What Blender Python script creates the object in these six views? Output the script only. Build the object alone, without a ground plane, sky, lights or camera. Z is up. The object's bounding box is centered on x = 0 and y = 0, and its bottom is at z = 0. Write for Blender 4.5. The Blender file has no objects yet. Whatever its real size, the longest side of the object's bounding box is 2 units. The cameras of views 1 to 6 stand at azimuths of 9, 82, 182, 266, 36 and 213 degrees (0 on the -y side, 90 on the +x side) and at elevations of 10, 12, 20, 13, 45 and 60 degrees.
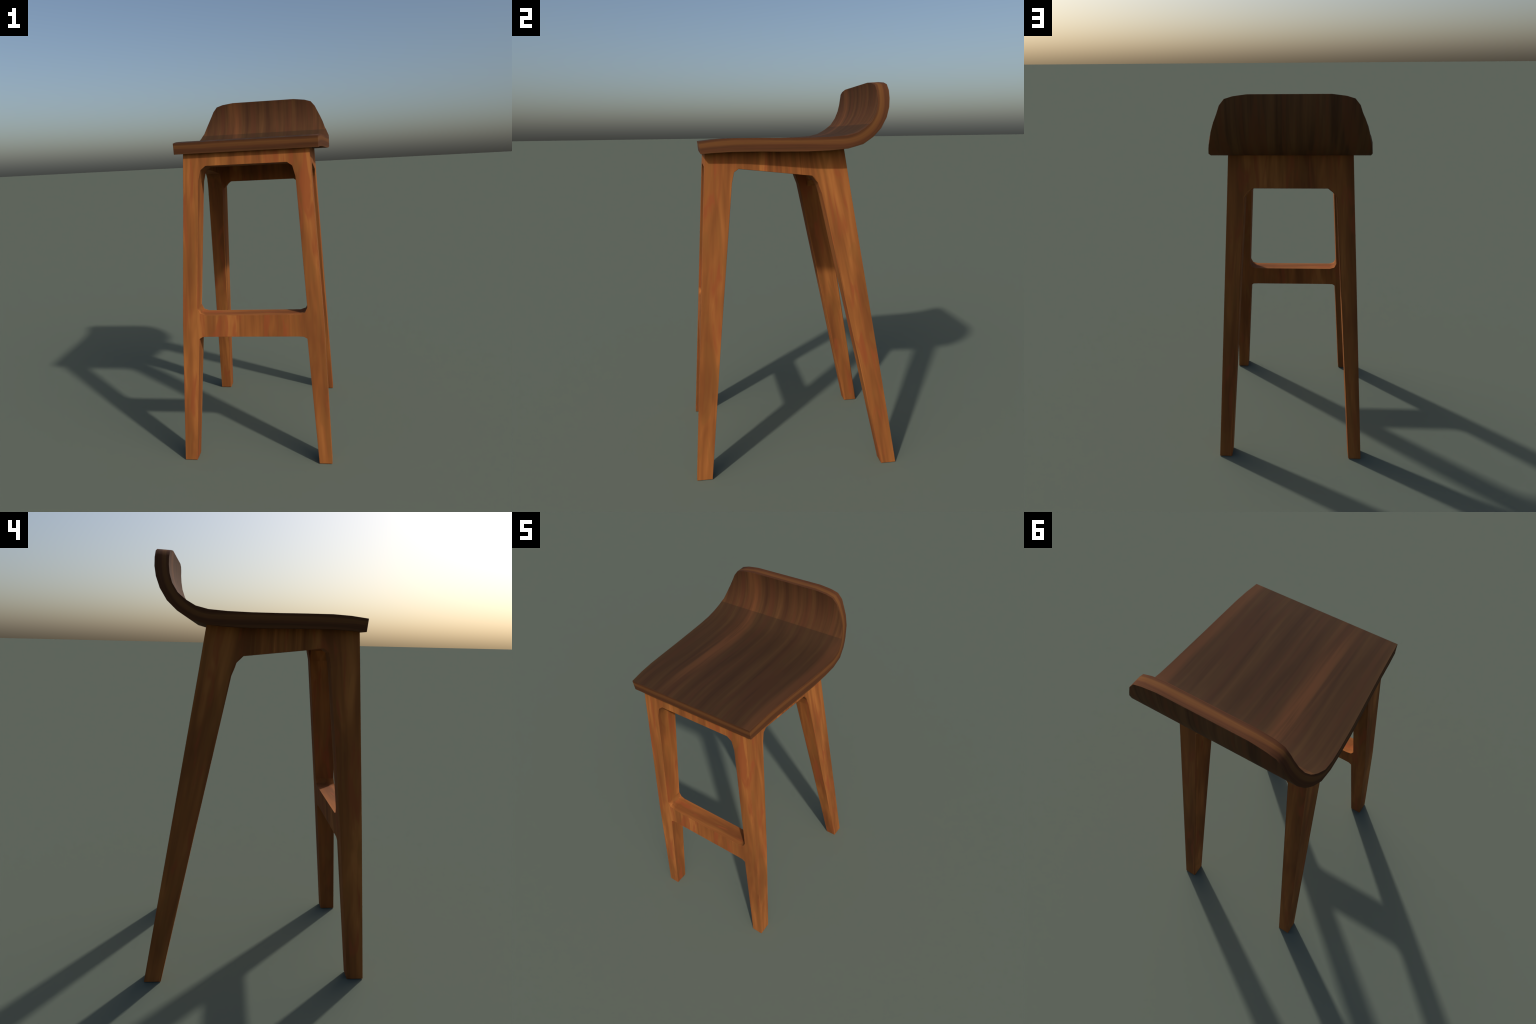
"""A tall wooden bar stool: a bent-plywood seat that sweeps up into a low
backrest, on a four-legged splayed frame with aprons and one front footrest."""
import bpy
import bmesh
import math
from mathutils import Vector

# ------------------------------------------------------------------ helpers


def lerp_table(table, t):
    """Piecewise-linear rule: table is a list of (t, value)."""
    if t <= table[0][0]:
        return table[0][1]
    for (a, va), (b, vb) in zip(table, table[1:]):
        if t <= b:
            return va + (vb - va) * (t - a) / (b - a)
    return table[-1][1]


# ------------------------------------------------------------------ materials


class Nodes:
    def __init__(self, name):
        self.mat = bpy.data.materials.new(name)
        self.mat.use_nodes = True
        self.nt = self.mat.node_tree
        self.bsdf = self.nt.nodes["Principled BSDF"]
        self.coord = self.nt.nodes.new("ShaderNodeTexCoord").outputs["Object"]

    def put(self, socket, value):
        if isinstance(value, bpy.types.NodeSocket):
            self.nt.links.new(value, socket)
        else:
            socket.default_value = value

    def math(self, op, a, b=0.0, c=None, clamp=False):
        n = self.nt.nodes.new("ShaderNodeMath")
        n.operation, n.use_clamp = op, clamp
        self.put(n.inputs[0], a)
        self.put(n.inputs[1], b)
        if c is not None:
            self.put(n.inputs[2], c)
        return n.outputs[0]

    def xyz(self):
        n = self.nt.nodes.new("ShaderNodeSeparateXYZ")
        self.put(n.inputs[0], self.coord)
        return n.outputs

    def vec(self, x, y, z):
        n = self.nt.nodes.new("ShaderNodeCombineXYZ")
        for s, v in zip(n.inputs, (x, y, z)):
            self.put(s, v)
        return n.outputs[0]

    def noise(self, vector, scale=1.0, detail=2.0, rough=0.5, distort=0.0):
        n = self.nt.nodes.new("ShaderNodeTexNoise")
        self.put(n.inputs["Vector"], vector)
        n.inputs["Scale"].default_value = scale
        n.inputs["Detail"].default_value = detail
        n.inputs["Roughness"].default_value = rough
        n.inputs["Distortion"].default_value = distort
        return n.outputs["Fac"]

    def scaled(self, scale, offset=(0, 0, 0), base=None):
        n = self.nt.nodes.new("ShaderNodeMapping")
        self.put(n.inputs["Vector"], base or self.coord)
        n.inputs["Scale"].default_value = scale
        n.inputs["Location"].default_value = offset
        return n.outputs[0]

    def ramp(self, fac, stops):
        n = self.nt.nodes.new("ShaderNodeValToRGB")
        e = n.color_ramp.elements
        while len(e) < len(stops):
            e.new(0.5)
        for el, (p, c) in zip(e, stops):
            el.position = p
            el.color = (*c, 1.0) if len(c) == 3 else c
        self.put(n.inputs[0], fac)
        return n.outputs[0]

    def remap(self, v, a, b, lo=0.0, hi=1.0, smooth=True):
        n = self.nt.nodes.new("ShaderNodeMapRange")
        n.interpolation_type = "SMOOTHSTEP" if smooth else "LINEAR"
        self.put(n.inputs[0], v)
        for i, x in zip((1, 2, 3, 4), (a, b, lo, hi)):
            n.inputs[i].default_value = x
        return n.outputs[0]

    def mix(self, fac, a, b, kind="MIX"):
        n = self.nt.nodes.new("ShaderNodeMix")
        n.data_type, n.blend_type = "RGBA", kind
        self.put(n.inputs["Factor"], fac)
        self.put(n.inputs["A"], a if isinstance(a, bpy.types.NodeSocket) else (*a, 1.0))
        self.put(n.inputs["B"], b if isinstance(b, bpy.types.NodeSocket) else (*b, 1.0))
        return n.outputs["Result"]

    def finish(self, colour, grain, rough, bump=0.02):
        self.put(self.bsdf.inputs["Base Color"], colour)
        self.bsdf.inputs["Roughness"].default_value = rough
        self.bsdf.inputs["Specular IOR Level"].default_value = SPECULAR
        b = self.nt.nodes.new("ShaderNodeBump")
        b.inputs["Strength"].default_value = bump
        b.inputs["Distance"].default_value = 0.002
        self.put(b.inputs["Height"], grain)
        self.put(self.bsdf.inputs["Normal"], b.outputs[0])
        return self.mat


SPECULAR = 0.14


def frame_wood(name, axis):
    """Warm brown timber; the grain runs along one axis through every face."""
    n = Nodes(name)

    # straighten the splay, so that streaks follow each leaning leg
    x, y, z = n.xyz()
    lean = n.remap(y, -0.30, 0.12, -0.0623, 0.19)
    base = n.vec(n.math("MULTIPLY", x, n.math("MULTIPLY_ADD", z, 0.125, 1.0)), n.math("MULTIPLY_ADD", z, lean, y), z)

    # every sawn face shows its own figure: slide the grain with the face direction
    geo = n.nt.nodes.new("ShaderNodeNewGeometry")
    side = n.nt.nodes.new("ShaderNodeVectorMath")
    side.operation = "MULTIPLY_ADD"
    n.put(side.inputs[0], geo.outputs["True Normal"])
    side.inputs[1].default_value = (0.31, 0.23, 0.0)
    n.put(side.inputs[2], base)
    base = side.outputs[0]

    def stretched(across, along, offset=(0, 0, 0)):
        return n.scaled((across, across, along) if axis == "z" else (along, across, across), offset, base)

    wide = n.noise(stretched(7.5, 0.75, (1.9, 4.4, 6.2)), 1.0, 1.0, 0.5, 0.3)
    broad = n.noise(stretched(16, 2.0), 1.0, 2.0, 0.5, 0.7)
    streak = n.noise(stretched(40, 2.2, (3.1, 1.7, 0.4)), 1.0, 2.0, 0.55, 0.4)
    fine = n.noise(stretched(140, 4.5, (0.3, 5.7, 2.4)), 1.0, 2.0, 0.6)
    g = n.math("MULTIPLY_ADD", wide, 0.46, n.math("MULTIPLY_ADD", broad, 0.44, n.math("MULTIPLY_ADD", streak, 0.13, n.math("MULTIPLY", fine, 0.04))))
    col = n.ramp(g, [(0.40, (0.165, 0.0530, 0.0145)), (0.50, (0.215, 0.0700, 0.0178)),  # whole frame tinted darker, partway to the shade baked below the seat
                     (0.58, (0.280, 0.0940, 0.0228)), (0.67, (0.375, 0.1320, 0.0325))])
    hue = n.noise(stretched(19, 3.4, (7.7, 2.2, 9.1)), 1.0, 2.0, 0.5, 0.8)
    red = n.mix(n.remap(hue, 0.54, 0.68, 0.0, 0.70), col, (0.265, 0.064, 0.0195))
    olive = n.mix(n.remap(hue, 0.45, 0.33, 0.0, 0.45), red, (0.225, 0.088, 0.0210))
    return n.finish(olive, g, 0.85)


def seat_grain(n, length_scale=0.9, seed=0.0):
    """Streaks that run along the bend and vary across the width."""
    x, y, z = n.xyz()
    along = n.math("ADD", y, z)
    broad = n.noise(n.vec(n.math("MULTIPLY_ADD", x, 18.0, seed), n.math("MULTIPLY", along, length_scale), seed), 1.0, 2.0, 0.5, 0.3)
    streak = n.noise(n.vec(n.math("MULTIPLY_ADD", x, 55.0, seed), n.math("MULTIPLY", along, length_scale * 2.2), seed + 4), 1.0, 2.0, 0.55, 0.2)
    fine = n.noise(n.vec(n.math("MULTIPLY_ADD", x, 170.0, seed), n.math("MULTIPLY", along, length_scale * 6), seed + 8), 1.0, 2.0, 0.6)
    g = n.math("MULTIPLY_ADD", broad, 0.62, n.math("MULTIPLY_ADD", streak, 0.30, n.math("MULTIPLY", fine, 0.08)))
    hue = n.noise(n.vec(n.math("MULTIPLY_ADD", x, 32.0, seed + 2), n.math("MULTIPLY", along, length_scale * 1.8), seed + 6), 1.0, 1.0, 0.5, 0.3)
    return g, hue, x, y, z


def seat_wood(name, dark, mid, light, red, band_colour, bands=True, seed=0.0):
    n = Nodes(name)
    g, hue, x, y, z = seat_grain(n, seed=seed)
    col = n.ramp(g, [(0.38, dark), (0.50, mid), (0.64, light)])
    col = n.mix(n.remap(hue, 0.48, 0.66, 0.0, 0.7), col, red)
    if bands:
        wob = n.math("MULTIPLY_ADD", n.noise(n.vec(n.math("MULTIPLY", x, 6), n.math("MULTIPLY", y, 2.2), n.math("MULTIPLY", z, 2.2)), 1.0, 2.0), 0.07, -0.035)
        # one pale sapwood streak left of the middle, drifting outwards to the back
        xc = n.math("ADD", n.math("MULTIPLY_ADD", y, 0.055, x), n.math("ADD", wob, 0.175))
        s1 = n.remap(n.math("ABSOLUTE", xc), 0.062, 0.004)
        fade = n.remap(y, -0.46, 0.15, 0.45, 1.0)
        # a second along the right rim
        xr = n.math("ADD", n.math("MULTIPLY_ADD", y, -0.055, x), n.math("ADD", wob, -0.385))
        s2 = n.math("MULTIPLY", n.remap(n.math("ABSOLUTE", xr), 0.055, 0.012), n.remap(y, 0.43, 0.25))
        col = n.mix(n.math("MULTIPLY", n.math("MULTIPLY", s1, fade), n.remap(g, 0.40, 0.60, 0.25, 0.95)), col, band_colour)
        col = n.mix(n.math("MULTIPLY", s2, 0.6), col, band_colour)
    return n.finish(col, g, 0.85)


def edge_wood():
    """The plywood rim: plies striped through the thickness, following the bend."""
    n = Nodes("seat_edge_wood")
    x, y, z = n.xyz()
    r = 0.19
    dy = n.math("MAXIMUM", n.math("SUBTRACT", y, 0.396 - r), 0.0)
    dz = n.math("MAXIMUM", n.math("SUBTRACT", 1.7335 + r, z), 0.0)
    d = n.math("SUBTRACT", n.math("SQRT", n.math("ADD", n.math("MULTIPLY", dy, dy), n.math("MULTIPLY", dz, dz))), r)
    droop = n.math("MAXIMUM", n.math("SUBTRACT", -0.26, y), 0.0)
    t = n.math("DIVIDE", n.math("MULTIPLY_ADD", n.math("MULTIPLY", droop, droop), -0.30, d), 0.059)
    along = n.math("ADD", n.math("ADD", y, z), x)
    wob = n.noise(n.vec(n.math("MULTIPLY", t, 1.4), n.math("MULTIPLY", along, 2.6), 0.7), 1.0, 2.0)
    t2 = n.math("ADD", t, n.math("MULTIPLY_ADD", wob, 0.36, -0.18))
    col = n.ramp(t2, [(0.00, (0.064, 0.0230, 0.0090)), (0.12, (0.078, 0.0295, 0.0100)), (0.24, (0.140, 0.0560, 0.0155)),
                      (0.46, (0.128, 0.0500, 0.0140)), (0.60, (0.074, 0.0265, 0.0095)), (0.84, (0.070, 0.0260, 0.0095)),
                      (1.00, (0.098, 0.0370, 0.0120))])
    g = n.noise(n.vec(n.math("MULTIPLY", t, 9), n.math("MULTIPLY", along, 2.2), 2.3), 1.0, 3.0, 0.55, 0.2)
    col = n.mix(n.remap(g, 0.35, 0.7, 0.0, 0.5), col, (0.115, 0.038, 0.0135))
    return n.finish(col, g, 0.85)


# ------------------------------------------------------------------ frame

# Rules for the frame, all as functions of height z (metres).
TOP = 1.675
SEAT_UNDER = [(-0.4527, 1.6639), (-0.385, 1.669), (-0.30, 1.6722), (-0.19, 1.672), (-0.075, 1.670),
              (0.046, 1.669), (0.16, 1.6728), (0.2361, 1.6797), (0.308, 1.699)]


def top_z(y):
    return lerp_table(SEAT_UNDER, y) + 0.002          # tucked into the seat


def outer_x(z):
    return 0.4036 - (0.4036 - 0.3295) * z / 1.66


# the front legs swell outwards a little below the middle
FRONT_OUTER_X = [(0.0, 0.4036), (0.76, 0.3780), (1.45, outer_x(1.45)), (1.66, 0.3290), (2.0, outer_x(2.0))]


def front_y(z):
    return -0.5365 + (0.5365 - 0.4330) * z / 1.66


def rear_y(z):
    return 0.5360 - (0.5360 - 0.2420) * z / 1.66


FRONT_INNER_X = [(0.0, 0.3352), (0.681, 0.2900), (0.847, 0.2940), (1.525, 0.2537), (2.0, 0.2537)]
FRONT_BACK_Y = [(0.0, -0.456), (0.76, -0.3860), (1.525, -0.3085), (2.0, -0.3085)]
BACK_INNER_X = [(0.0, 0.3335), (1.464, 0.2440), (2.0, 0.2440)]          # along the rear corner
BACK_INNER_FORE_X = [(0.0, 0.3325), (1.464, 0.2465), (2.0, 0.2465)]    # along the fore corner
APRON_DEPTH = 0.096                                                    # of the back apron
LEAN = math.atan((0.5360 - 0.2420) / 1.66)                             # rear face against the vertical
TILT = 0.0075                                                          # drop of a rail's inner lower edge
BACK_FRONT_Y = [(0.0, 0.4545), (0.75, 0.2895), (1.464, 0.1300), (2.0, 0.1300)]

# fillet polylines, from the leg towards the middle of the rail
FRONT_RAIL = [(0.2537, 1.525), (0.239, 1.579), (0.212, 1.5985)]
BACK_RAIL = [(0.2440, 1.464), (0.2250, 1.4895), (0.1980, 1.5105)]
SIDE_RAIL = [(-0.3085, 1.525), (-0.2970, 1.5755), (-0.2745, 1.591), (0.076, 1.552), (0.108, 1.5208), (0.1150, 1.5000), (0.1300, 1.464)]
REST_UNDER = [(0.2900, 0.681), (0.272, 0.692), (0.245, 0.6935)]
REST_OVER = [(0.2940, 0.847), (0.281, 0.8205), (0.2525, 0.811)]


class Frame:
    """Collects faces for one continuous mesh, each tagged with its part."""

    def __init__(self):
        self.bm = bmesh.new()
        self.tag = self.bm.faces.layers.int.new("part")
        self.parts = []

    def part(self, name):
        self.parts.append(name)
        return len(self.parts) - 1

    def face(self, part, pts, mat=0):
        vs = [self.bm.verts.new((x - 0.004 + 0.0017 * z, y, z)) for x, y, z in pts]
        f = self.bm.faces.new(vs)
        f[self.tag], f.material_index = part, mat

    def post(self, part, rings, skip):
        """Four-sided tapering post from rings of four corners, ordered
        outer-fore, inner-fore, inner-aft, outer-aft. Faces listed in skip
        (row, side) are left open for the rails."""
        for k in range(len(rings) - 1):
            a, b = rings[k], rings[k + 1]
            for i in range(4):
                if (k, i) not in skip:
                    j = (i + 1) % 4
                    self.face(part, [a[i], a[j], b[j], b[i]])
        self.face(part, rings[0])


def strip(fr, part, line_a, line_b, mat=0):
    for p, q, r, s in zip(line_a, line_a[1:], line_b[1:], line_b):
        fr.face(part, [p, q, r, s], mat)


def behind(y, z):
    """Step from the rear face straight into the wood by the apron's depth."""
    return y - APRON_DEPTH * math.cos(LEAN), z - APRON_DEPTH * math.sin(LEAN)


def back_apron_end():
    """Lower and upper inner corners of the back apron on the leg's inner face."""
    y, z = behind(rear_y(BACK_RAIL[0][1]), BACK_RAIL[0][1])
    yh = behind(rear_y(TOP), TOP)[0] + 0.0025
    points = []
    for yy, zz in ((y, z), (yh, top_z(yh))):
        yf, yr = lerp_table(BACK_FRONT_Y, zz), rear_y(zz)
        xf, xr = lerp_table(BACK_INNER_FORE_X, zz), lerp_table(BACK_INNER_X, zz)
        points.append((xf + (xr - xf) * (yy - yf) / (yr - yf), yy, zz))
    return points


def build_frame():
    fr = Frame()
    FORE, INNER, AFT = 0, 1, 2
    for side in (1, -1):
        # front leg
        fl = fr.part("leg")
        rings = []
        for z in (0.0, 0.681, 0.76, 0.847, 1.45, 1.525, TOP):
            xi, xo = lerp_table(FRONT_INNER_X, z), lerp_table(FRONT_OUTER_X, z)
            yf, yb = front_y(z), lerp_table(FRONT_BACK_Y, z)
            drop = TILT if z == 1.525 else 0.0
            ring = [(xo, yf, z), (xi, yf, z), (xi, yb, z - drop), (xo, yb, z)]
            if z == TOP:
                ring = [(x, y, top_z(y)) for x, y, _ in ring]
            rings.append([(side * x, y, zz) for x, y, zz in ring])
        fr.post(fl, rings, {(1, INNER), (2, INNER), (5, INNER), (5, AFT)})

        # back leg; its inner face runs round the end of the back apron
        bl = fr.part("leg")
        rings = []
        for z in (0.0, 0.75, 1.464, TOP):
            xr, xf, xo = lerp_table(BACK_INNER_X, z), lerp_table(BACK_INNER_FORE_X, z), outer_x(z)
            yf, yb = lerp_table(BACK_FRONT_Y, z), rear_y(z)
            drop = 0.004 if z == 1.464 else 0.0
            ring = [(xo, yf, z), (xf, yf, z - drop), (xr, yb, z), (xo, yb, z)]
            if z == TOP:
                ring = [(x, y, top_z(y)) for x, y, _ in ring]
            rings.append([(side * x, y, zz) for x, y, zz in ring])
        fr.post(bl, rings, {(1, INNER), (2, INNER), (2, FORE)})
        low, high = [(side * x, y, z) for x, y, z in back_apron_end()]
        fr.face(bl, [rings[1][1], rings[1][2], rings[2][2], low, rings[2][1]])
        fr.face(bl, [rings[2][1], low, high, rings[3][1]])

    # front apron: full depth of the front legs, lower edge square to its face
    ap = fr.part("apron")
    under = FRONT_RAIL + [(-x, z) for x, z in reversed(FRONT_RAIL)]
    yb = -0.3085
    fa = [(x, front_y(z), z) for x, z in under]
    ba = [(x, yb, z - TILT) for x, z in under]
    yt = front_y(TOP)
    fr.face(ap, fa + [(-0.2537, yt, top_z(yt)), (0.2537, yt, top_z(yt))])
    fr.face(ap, ba + [(-0.2537, yb, top_z(yb)), (0.2537, yb, top_z(yb))])
    strip(fr, ap, fa, ba)

    # back apron: a slab parallel to the leaning rear face
    ap = fr.part("apron")
    low, high = back_apron_end()
    under = BACK_RAIL + [(-x, z) for x, z in reversed(BACK_RAIL)]
    bb = [(x, rear_y(z), z) for x, z in under]
    flare = [low[0] - BACK_RAIL[0][0], 0.002, 0.0]
    flare += [-v for v in reversed(flare)]
    fb = [(x + dx, *behind(rear_y(z), z)) for (x, z), dx in zip(under, flare)]
    yt, xi = rear_y(TOP), BACK_RAIL[0][0]
    fr.face(ap, fb + [(-high[0], high[1], high[2]), high])
    fr.face(ap, bb + [(-xi, yt, top_z(yt)), (xi, yt, top_z(yt))])
    strip(fr, ap, fb, bb)

    # side aprons, their lower edge sloping down to the back
    for side in (1, -1):
        ap = fr.part("apron")
        y0, y1 = SIDE_RAIL[0][0], SIDE_RAIL[-1][0]

        def xin(y):
            return 0.2537 + (0.2465 - 0.2537) * (y - y0) / (y1 - y0)

        out = [(side * outer_x(z), y, z) for y, z in SIDE_RAIL]
        inn = [(side * xin(y), y, z - (TILT if y == y0 else 0.004)) for y, z in SIDE_RAIL]
        xt = outer_x(TOP)
        fr.face(ap, out + [(side * xt, y1, top_z(y1)), (side * xt, y0, top_z(y0))])
        fr.face(ap, inn + [(side * xin(y1), y1, top_z(y1)), (side * xin(y0), y0, top_z(y0))])
        strip(fr, ap, out, inn)

    # footrest between the front legs
    rest = fr.part("footrest")
    lo = REST_UNDER + [(-x, z) for x, z in reversed(REST_UNDER)]
    hi = REST_OVER + [(-x, z) for x, z in reversed(REST_OVER)]

    def fy(z):
        return front_y(z)

    def by(z):
        return lerp_table(FRONT_BACK_Y, z)

    lof, lob = [(x, fy(z), z) for x, z in lo], [(x, by(z), z) for x, z in lo]
    hif, hib = [(x, fy(z), z) for x, z in hi], [(x, by(z), z) for x, z in hi]
    zm = 0.76                                   # meets the bend of the front legs
    xm = lerp_table(FRONT_INNER_X, zm)
    for y_rule, low, high in ((fy, lof, hif), (by, lob, hib)):
        y = y_rule(zm)
        fr.face(rest, low + [(-xm, y, zm)] + list(reversed(high)) + [(xm, y, zm)])
    strip(fr, rest, lof, lob)
    strip(fr, rest, hif, hib, 1)

    bm = fr.bm
    bmesh.ops.remove_doubles(bm, verts=bm.verts, dist=0.0006)
    bmesh.ops.recalc_face_normals(bm, faces=bm.faces)
    return bm, fr.parts


# ------------------------------------------------------------------ seat shell

# Profile of the bent board, front edge to backrest top:
# (inner y, inner z, outer y, outer z, half width)
SHELL = [
    (-0.4587, 1.7210, -0.4527, 1.6639, 0.3725),
    (-0.3810, 1.7303, -0.3850, 1.6690, 0.3788),
    (-0.3000, 1.7348, -0.3000, 1.6722, 0.3845),
    (-0.1900, 1.7344, -0.1900, 1.6720, 0.3925),
    (-0.0750, 1.7330, -0.0750, 1.6700, 0.4015),
    (0.0470, 1.7325, 0.0460, 1.6690, 0.4110),
    (0.1515, 1.7349, 0.1600, 1.6728, 0.4170),
    (0.2290, 1.7405, 0.2361, 1.6797, 0.4200),
    (0.2818, 1.7534, 0.3080, 1.6990, 0.4185),
    (0.3210, 1.7760, 0.3590, 1.7315, 0.4090),
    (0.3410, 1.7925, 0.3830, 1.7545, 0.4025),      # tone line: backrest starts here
    (0.3560, 1.8055, 0.4016, 1.7723, 0.3955),
    (0.3795, 1.8440, 0.4314, 1.8216, 0.3825),
    (0.3912, 1.8830, 0.4486, 1.8699, 0.3650),
    (0.3952, 1.9200, 0.4557, 1.9113, 0.3465),
    (0.3955, 1.9470, 0.4558, 1.9490, 0.3330),
    (0.3930, 1.9755, 0.4535, 1.9785, 0.3085),
    (0.3908, 1.9875, 0.4520, 1.9905, 0.2687),
    (0.3892, 1.9960, 0.4505, 1.9995, 0.1980),
]
SEAM_ROW = 10
ACROSS = [-1.0, -0.8, -0.6, -0.4, -0.2, 0.0, 0.2, 0.4, 0.6, 0.8, 1.0]


def build_shell():
    bm = bmesh.new()
    tag = bm.faces.layers.int.new("part")
    inner = [[bm.verts.new((w * a, y, z)) for a in ACROSS] for y, z, _, _, w in SHELL]
    outer = [[bm.verts.new((w * a, y, z)) for a in ACROSS] for _, _, y, z, w in SHELL]

    def add(vs, part, mat):
        f = bm.faces.new(vs)
        f[tag], f.material_index = part, mat

    n, m = len(SHELL), len(ACROSS)
    for i in range(n - 1):
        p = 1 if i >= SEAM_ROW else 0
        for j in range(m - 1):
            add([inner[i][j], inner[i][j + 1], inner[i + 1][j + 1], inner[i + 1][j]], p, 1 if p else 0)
            add([outer[i][j], outer[i + 1][j], outer[i + 1][j + 1], outer[i][j + 1]], p, 2)
        add([inner[i][0], inner[i + 1][0], outer[i + 1][0], outer[i][0]], p, 3)
        add([inner[i][-1], outer[i][-1], outer[i + 1][-1], inner[i + 1][-1]], p, 3)
    for j in range(m - 1):
        add([inner[0][j], outer[0][j], outer[0][j + 1], inner[0][j + 1]], 0, 3)
        add([inner[-1][j], inner[-1][j + 1], outer[-1][j + 1], outer[-1][j]], 1, 3)
    bmesh.ops.recalc_face_normals(bm, faces=bm.faces)
    return bm, ["seat", "backrest"]


# ------------------------------------------------------------------ assembly


def into_parts(bm, names, materials, root, width, bevel_angle, sharp_angle, share):
    """Ease hard edges (share(edge) gives each edge's part of the full width),
    shade the whole body, then cut it into named parts whose border vertices
    and normals stay those of the whole body."""
    weight = bm.edges.layers.float.new("bevel_weight_edge")
    for e in bm.edges:
        if len(e.link_faces) == 2 and e.calc_face_angle() > math.radians(bevel_angle):
            e[weight] = share(e)
    whole = bpy.data.meshes.new("whole")
    bm.to_mesh(whole)
    bm.free()
    whole.shade_smooth()
    temp = bpy.data.objects.new("whole", whole)
    bpy.context.scene.collection.objects.link(temp)
    for m in materials:
        whole.materials.append(m)
    bv = temp.modifiers.new("eased", "BEVEL")
    bv.limit_method, bv.width, bv.segments, bv.profile = "WEIGHT", width, 2, 0.5
    bv.miter_outer = bv.miter_inner = "MITER_SHARP"
    ev = temp.evaluated_get(bpy.context.evaluated_depsgraph_get())
    eased = bpy.data.meshes.new_from_object(ev)
    eased.set_sharp_from_angle(angle=math.radians(sharp_angle))
    temp.modifiers.clear()
    temp.data = eased
    bpy.data.meshes.remove(whole)
    whole = eased
    wn = temp.modifiers.new("weighted", "WEIGHTED_NORMAL")
    wn.keep_sharp, wn.weight, wn.mode = True, 60, "FACE_AREA"
    ev = temp.evaluated_get(bpy.context.evaluated_depsgraph_get())
    me = ev.to_mesh()
    normals = [tuple(c.vector) for c in me.corner_normals]
    tags = [0] * len(me.polygons)
    me.attributes["part"].data.foreach_get("value", tags)
    co = [tuple(v.co) for v in me.vertices]
    polys = [(tuple(p.vertices), p.loop_start, p.material_index) for p in me.polygons]
    ev.to_mesh_clear()
    for k, name in enumerate(names):
        index, verts, faces, mats, nor = {}, [], [], [], []
        for t, (vs, start, mi) in zip(tags, polys):
            if t != k:
                continue
            faces.append([index.setdefault(v, len(index)) for v in vs])
            mats.append(mi)
            nor += normals[start:start + len(vs)]
        verts = [None] * len(index)
        for v, i in index.items():
            verts[i] = co[v]
        part = bpy.data.meshes.new(name)
        part.from_pydata(verts, [], faces)
        for m in materials:
            part.materials.append(m)
        part.polygons.foreach_set("material_index", mats)
        part.shade_smooth()
        part.normals_split_custom_set(nor)
        part.update()
        o = bpy.data.objects.new(name, part)
        bpy.context.scene.collection.objects.link(o)
        o.parent = root
    bpy.data.objects.remove(temp)
    bpy.data.meshes.remove(whole)


root = bpy.data.objects.new("bar_stool", None)
bpy.context.scene.collection.objects.link(root)
root["label"] = "tall dark wooden bar stool with curved low back and footrest"
root["category"] = "bar stool"

wood = [frame_wood("frame_wood", "z"), frame_wood("footrest_tread_wood", "x")]
bm, names = build_frame()


def frame_easing(e):
    """The rear legs and back rail are well rounded round their openings;
    everything else is only just eased."""
    a, b = (v.co for v in e.verts)
    rear_corner = all(abs(abs(p.x + 0.004 - 0.0017 * p.z) - outer_x(p.z)) < 0.006 and abs(p.y - rear_y(p.z)) < 0.004 for p in (a, b))
    if min(a.y, b.y) > 0.06 and max(a.z, b.z) > 0.01 and not rear_corner:
        return 1.0
    return 0.18


into_parts(bm, names, wood, root, 0.0060, 55, 42, frame_easing)

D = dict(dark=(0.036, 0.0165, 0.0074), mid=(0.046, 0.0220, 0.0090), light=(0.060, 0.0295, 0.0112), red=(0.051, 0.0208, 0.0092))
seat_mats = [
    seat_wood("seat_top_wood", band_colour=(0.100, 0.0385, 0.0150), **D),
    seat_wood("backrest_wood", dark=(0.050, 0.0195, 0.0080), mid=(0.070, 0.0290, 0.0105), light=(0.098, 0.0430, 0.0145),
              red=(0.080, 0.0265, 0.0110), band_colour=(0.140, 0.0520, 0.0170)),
    seat_wood("seat_underside_wood", band_colour=(0.135, 0.050, 0.019), bands=False, seed=3.7,
              dark=(0.078, 0.0320, 0.0125), mid=(0.112, 0.0475, 0.0170), light=(0.155, 0.0660, 0.0225), red=(0.140, 0.0470, 0.0160)),
    edge_wood(),
]
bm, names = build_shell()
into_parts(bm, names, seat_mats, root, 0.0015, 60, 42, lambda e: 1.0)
